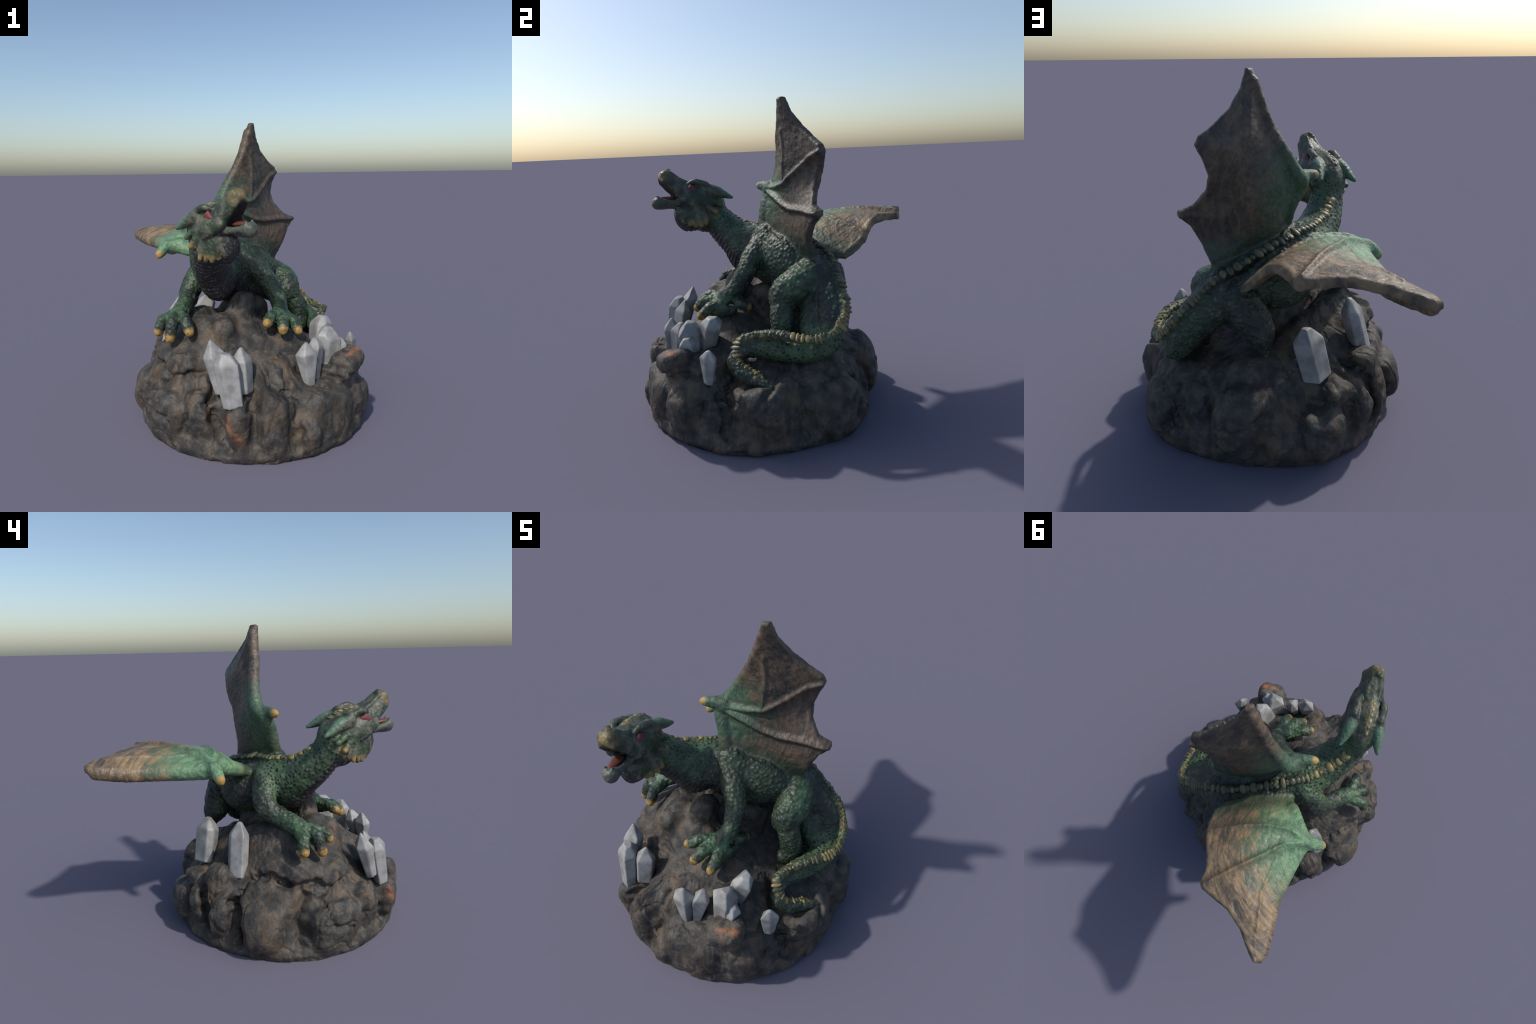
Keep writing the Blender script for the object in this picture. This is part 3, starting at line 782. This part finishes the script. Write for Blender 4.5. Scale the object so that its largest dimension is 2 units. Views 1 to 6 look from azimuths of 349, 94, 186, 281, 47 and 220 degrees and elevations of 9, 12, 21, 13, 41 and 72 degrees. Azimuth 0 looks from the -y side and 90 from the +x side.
def drum(X, Y, Z):
    x, y = np.broadcast_arrays(X[:, :, 0], Y[:, :, 0]) if X.ndim == 3 else (X, Y)
    rho = np.hypot(x, y); th = np.arctan2(y, x)
    R = np.interp(th, ang, rad); Ht = top_f(x, y)
    if X.ndim == 3:
        rho, R, Ht = rho[:, :, None], R[:, :, None], Ht[:, :, None]
    prof = -.008 - .042 * np.clip((Z - .04) / .14, 0, 1) - .02 * np.clip(1 - Z / .05, 0, 1) ** 2 - .10 * np.clip((Z - .24) / .3, 0, 1.5) ** 2
    a = rho - (R + prof); b = (Z - Ht) * .8
    return -smin(-a, -b, .10)
rock = [Prim('rock', (-1, -1, 0), (1, 1, .95), drum, .01)]
ROCK_RNG = np.random.default_rng(11)
def boulder(c, r, k=.02, yaw=0):
    """Worn block: a rounded box-like ellipsoid with a gentle warp of its own."""
    a = math.radians(yaw); ph = ROCK_RNG.uniform(0, 6.28, 3); r = np.asarray(r, float)
    A = [V(math.cos(a), math.sin(a), 0), V(-math.sin(a), math.cos(a), 0), V(0, 0, 1)]
    def f(X, Y, Z):
        dx = X - c[0] + .013 * np.sin(13 * Z + 6 * Y + ph[0]); dy = Y - c[1] + .013 * np.sin(12 * Z - 7 * X + ph[1]); dz = Z - c[2] + .016 * np.sin(11 * X + 9 * Y + ph[2])
        q = [np.abs(dx * e[0] + dy * e[1] + dz * e[2]) / ri for e, ri in zip(A, r)]
        return ((q[0] ** 2.8 + q[1] ** 2.8 + q[2] ** 2.8 + 1e-9) ** (1 / 2.8) - 1) * r.min()
    ext = np.sqrt(((np.array(A) * r[:, None]) ** 2).sum(0)) + .04
    rock.append(Prim('rock', np.asarray(c) - ext, np.asarray(c) + ext, f, k))
def rim_boulder(az, z, tangential, vertical, out=0.0, radial=.15, k=.018):
    """A boulder of the outer ring whose outermost point lies on the footprint (plus out)."""
    a = math.radians(az); R = float(np.interp(a, ang, rad)) + out - radial
    boulder(V(R * math.cos(a), R * math.sin(a), z), (radial, tangential, vertical), k, az)
for az, z, tg, vt, out in [(-171, .22, .15, .18, .030), (-138, .20, .19, .20, .022), (-120, .25, .11, .20, .0), (-103, .18, .09, .22, .018), (-90, .21, .10, .235, .016), (-65, .19, .20, .205, .0), (-43, .19, .14, .215, .0), (-6, .20, .16, .215, -.008),
                           (31, .18, .17, .20, .018), (48, .09, .08, .11, .010), (-77, .15, .10, .15, .0), (80, .25, .15, .24, .034), (106, .13, .13, .14, .005), (126, .18, .14, .18, .040), (149, .24, .085, .22, .0), (164, .27, .105, .27, .0)]:
    rim_boulder(az, z - .008, tg, vt - .018, out + .006)
for c, r, yaw in [((.525, -.60, .46), (.105, .11, .09), -49), ((-.47, -.34, .50), (.15, .17, .10), 218), ((-.235, -.425, .64), (.095, .085, .135), -105), ((-.07, -.385, .60), (.08, .068, .115), -90), ((-.47, -.46, .46), (.10, .12, .10), -135), ((-.085, -.28, .71), (.095, .085, .16), 40), ((-.03, -.02, .63), (.18, .17, .17), 42),
                  ((.10, -.72, .40), (.07, .06, .06), -80), ((-.39, .40, .38), (.08, .075, .07), 128), ((-.56, .21, .45), (.08, .09, .09), 160), ((-.52, .09, .44), (.07, .08, .07), 172), ((.22, .40, .36), (.10, .10, .10), 65)]:
    boulder(V(*c), r, .03, yaw)

rp, rq = mesh_field(rock, VOX_ROCK, (-1.0, -1.05, -.03), (1.0, .85, .98))
rp, rq = keep_largest(rp, rq)
rp = smooth(rp, rq, 2, .5)
tmp = add_object('tmp_rock', new_mesh('tmp_rock', rp, rq))
def rock_fields(N, pos):
    sq = N.vmath('MULTIPLY', pos, (1.0, 1.0, .62))
    broad = N.noise(sq, 5.5, 2, .5)
    crease = N.noise(sq, 5.0, 3, .5, .6)
    crease = N.math('ABSOLUTE', N.math('SUBTRACT', crease, .5))
    facet = N.voronoi(N.vmath('ADD', pos, N.vmath('SCALE', (1.0, .7, .4), N.math('MULTIPLY', broad, .10))), 11.0, 'SMOOTH_F1', smoothness=.4)
    mid = N.noise(pos, 15, 4, .5)
    return broad, crease, facet, mid
def rock_relief(N, pos, attr):
    broad, crease, facet, mid = rock_fields(N, pos)
    h = N.math('MULTIPLY', N.math('SUBTRACT', broad, .5), .022)
    h = N.math('SUBTRACT', h, N.math('MULTIPLY', N.remap(crease, 0.0, .05, 1.0, 0.0), .006))
    h = N.math('ADD', h, N.math('MULTIPLY', N.math('SUBTRACT', .40, facet), .012))
    return N.math('ADD', h, N.math('MULTIPLY', N.math('SUBTRACT', mid, .5), .008))
rp = displace(tmp, rock_relief)
bpy.data.meshes.remove(tmp.data)
# cracks and clefts of the outer wall, as (azimuth, height) lines with a width and a depth
CLEFTS = [([(-164, .46), (-158, .45), (-153, .46), (-147, .47), (-140, .43)], .020, .035), ([(-159, .45), (-166, .49), (-173, .49), (-180, .46), (-186, .38), (-187, .32)], .022, .030), ([(173, .32), (174, .25), (175, .17), (176, .09)], .032, .058),
          ([(-124, .45), (-124, .36), (-125, .25), (-124, .12)], .016, .010), ([(151, .48), (154, .38), (156, .27), (157, .12)], .028, .055), ([(-152, .40), (-156, .26), (-155, .10)], .030, .036), ([(-146, .24), (-139, .22), (-132, .22)], .012, .010),
          ([(-135, .43), (-143, .37), (-145, .28), (-141, .22), (-134, .19)], .020, .018), ([(-133, .44), (-126, .47), (-119, .48), (-116, .43), (-116, .36)], .018, .026), ([(-123, .23), (-127, .19), (-127, .13)], .014, .012),
          ([(-115, .38), (-114, .29), (-112, .19), (-108, .08)], .024, .034), ([(-99, .41), (-98, .37), (-98, .33)], .022, .030), ([(-82, .48), (-82, .43), (-83, .40)], .015, .020), ([(-84, .39), (-79, .33), (-81, .22), (-82, .09)], .024, .030),
          ([(-72, .46), (-65, .44), (-59, .40)], .020, .022), ([(-92, .48), (-89, .44), (-87, .40)], .028, .026), ([(-56, .46), (-52, .36), (-49, .25), (-48, .12)], .018, .010),
          ([(-23, .48), (-23, .41), (-22, .32), (-22, .22), (-22, .14)], .050, .058), ([(-52, .41), (-40, .41), (-32, .41)], .018, .020), ([(-35, .19), (-31, .27), (-27, .30)], .022, .016), ([(15, .46), (13, .36), (13, .23), (13, .08)], .032, .022),
          ([(4, .42), (-2, .39), (-5, .33), (-9, .28)], .014, .014), ([(44, .38), (48, .28), (45, .18), (42, .08)], .024, .026), ([(-3, .13), (-8, .18), (-10, .19)], .012, .010), ([(54, .45), (60, .40), (64, .31), (68, .18), (74, .09)], .026, .035),
          ([(72, .26), (83, .27), (95, .33)], .016, .010), ([(111, .52), (118, .44), (119, .36), (123, .34), (134, .35)], .020, .025), ([(109, .31), (115, .26), (126, .20)], .018, .018), ([(170, .44), (161, .33), (157, .21)], .018, .014), ([(146, .44), (143, .33), (142, .21)], .018, .018)]
rn = vert_normals(rp, rq)
az = np.degrees(np.arctan2(rp[:, 1], rp[:, 0])); rho = np.hypot(rp[:, 0], rp[:, 1])
outer = np.clip((rho - .42) / .12, 0, 1)
for line_, width, depth in CLEFTS:
    c0 = line_[0][0]
    du = ((az - c0 + 180) % 360 - 180) * math.pi / 180 * .75
    q = [(((a - c0 + 180) % 360 - 180) * math.pi / 180 * .75, h) for a, h in line_]
    d = polyline_dist2(du + .008 * np.sin(rp[:, 2] * 60), rp[:, 2] + .006 * np.sin(du * 70), q)
    rp = rp - rn * (1.2 * depth * outer * np.exp(-(d / width) ** 2))[:, None]
rp[:, 2] = np.maximum(rp[:, 2], 0.0)

def rock_build(N, pos):
    broad, crease, facet, mid = rock_fields(N, pos)
    fine = N.noise(pos, 60, 5, .6)
    big = N.noise(pos, 3.2, 3)
    streak = N.noise(N.vmath('MULTIPLY', pos, (1.0, 1.0, .35)), 11, 5, .6, .5)
    raised = N.math('MULTIPLY', N.remap(streak, .46, .66), N.remap(big, .38, .58))
    col = N.mix(N.remap(mid, .35, .65), (.030, .029, .028), (.064, .059, .051))
    col = N.mix(N.math('MULTIPLY', raised, .75), col, (.122, .086, .055))
    col = N.mix(N.remap(N.math('MULTIPLY', fine, mid), .28, .40, 0, .55), col, (.125, .108, .088))
    rust = N.any([N.near_segment(pos, (-.28, -.86, .30), (-.205, -.90, .14), .008, .040), N.near_segment(pos, (.52, -.68, .545), (.62, -.60, .545), .008, .035), N.near(pos, (-.62, -.40, .60), .01, .035)])
    col = N.mix(N.math('MULTIPLY', rust, N.remap(mid, .4, .6, .2, .9)), col, (.27, .105, .05))
    return dict(color=col, rough=N.remap(fine, .3, .7, .5, .72), bump=N.math('ADD', fine, N.math('MULTIPLY', streak, .6)), strength=.55, distance=.008)
MAT_ROCK = material('rock_paint', rock_build, spec=.35)
mound = add_object('rock_mound', new_mesh('rock_mound', rp, rq), root, MAT_ROCK)

# ----------------------------------------------------------------------------- crystals
def crystal_build(N, pos):
    a = N.noise(pos, 12, 4); b = N.noise(pos, 70, 3)
    col = N.mix(N.remap(a, .35, .65), (.19, .19, .186), (.31, .31, .305))
    return dict(color=col, bump=b, strength=.25, distance=.004)
MAT_CRYSTAL = material('crystal_paint', crystal_build, rough=.5)

def crystal(tip, base, width, depth, face, seed=0, blunt=0.0, taper=.75, sides=5):
    """A stubby crystal: side planes round the axis (narrowing to the base), slanted planes to the point,
    met with softly worn edges."""
    r = np.random.default_rng(seed)
    tip, base = np.asarray(tip, float), np.asarray(base, float)
    up = unit(tip - base); L = np.linalg.norm(tip - base)
    f = np.asarray(face, float); f = unit(f - up * (f @ up)); s = np.cross(up, f)
    planes = []
    wide = base + up * L * .62
    ph = r.uniform(0, 1)
    for j in range(sides):
        a = 2 * math.pi * (j + ph + r.uniform(-.22, .22)) / sides
        d = s * math.cos(a) + f * math.sin(a)
        reach = .5 * math.hypot(width * math.cos(a), depth * math.sin(a)) * r.uniform(.78, 1.06)
        low = reach * (1 - taper) / (L * .62)
        planes.append((unit(d + up * -low), wide + d * reach))                       # narrows toward the base
        if blunt < .9:
            planes.append((unit(d * (L * .38) + up * reach * r.uniform(.8, 1.25)), tip + d * reach * blunt))
    planes.append((unit(up + s * r.uniform(-.25, .25) + f * r.uniform(-.1, .3)), tip - up * .004))
    planes.append((-up, base - up * .04))
    k = .006
    def field(X, Y, Z):
        out = None
        for nn, p in planes:
            d = (X - p[0]) * nn[0] + (Y - p[1]) * nn[1] + (Z - p[2]) * nn[2]
            out = d if out is None else -smin(-out, -d, k)
        return out
    c = (tip + base) / 2; h = L * .5 + max(width, depth) * .6 + .03
    P, Q = mesh_field([Prim('crystal', c - h, c + h, field, .0)], .005, c - h, c + h)
    P, Q = keep_largest(P, Q)
    P = smooth(P, Q, 1, .5)
    return add_object('crystal', new_mesh('crystal', P, Q), root, MAT_CRYSTAL)

CRYSTALS = [((-.338, -.668, .703), (-.290, -.735, .43), .115, .10, (0, -1, 0), 21, .05, .7), ((-.270, -.758, .645), (-.232, -.805, .37), .145, .11, (0, -1, 0), 2, .40, .85), ((-.158, -.690, .650), (-.150, -.735, .42), .135, .10, (.3, -1, 0), 23, .1, .9),
            ((.238, -.690, .648), (.258, -.700, .41), .125, .10, (.4, -1, 0), 24, .1, .6), ((.325, -.605, .645), (.315, -.655, .41), .115, .09, (.5, -1, 0), 25, .25, .55), ((.452, -.385, .715), (.40, -.44, .49), .125, .10, (1, -.3, 0), 6, .4, .85), ((.431, -.525, .688), (.420, -.53, .44), .165, .13, (1, -.6, 0), 27, .3, .95),
            ((.644, -.380, .586), (.655, -.386, .42), .09, .075, (1, -.4, 0), 28, .15, .7), ((-.247, .345, .735), (-.31, .360, .48), .175, .125, (-.5, .85, 0), 29, .25, .95), ((-.472, .075, .790), (-.548, .08, .49), .14, .09, (-1, .1, 0), 30, .2, 1.0), ((.50, -.535, .61), (.475, -.545, .46), .11, .10, (1, -.6, 0), 31, .4, .95)]
for tip, base, w, d, face, sd, blunt, taper in CRYSTALS:
    crystal(tip, base, w, d, face, sd, blunt, taper)
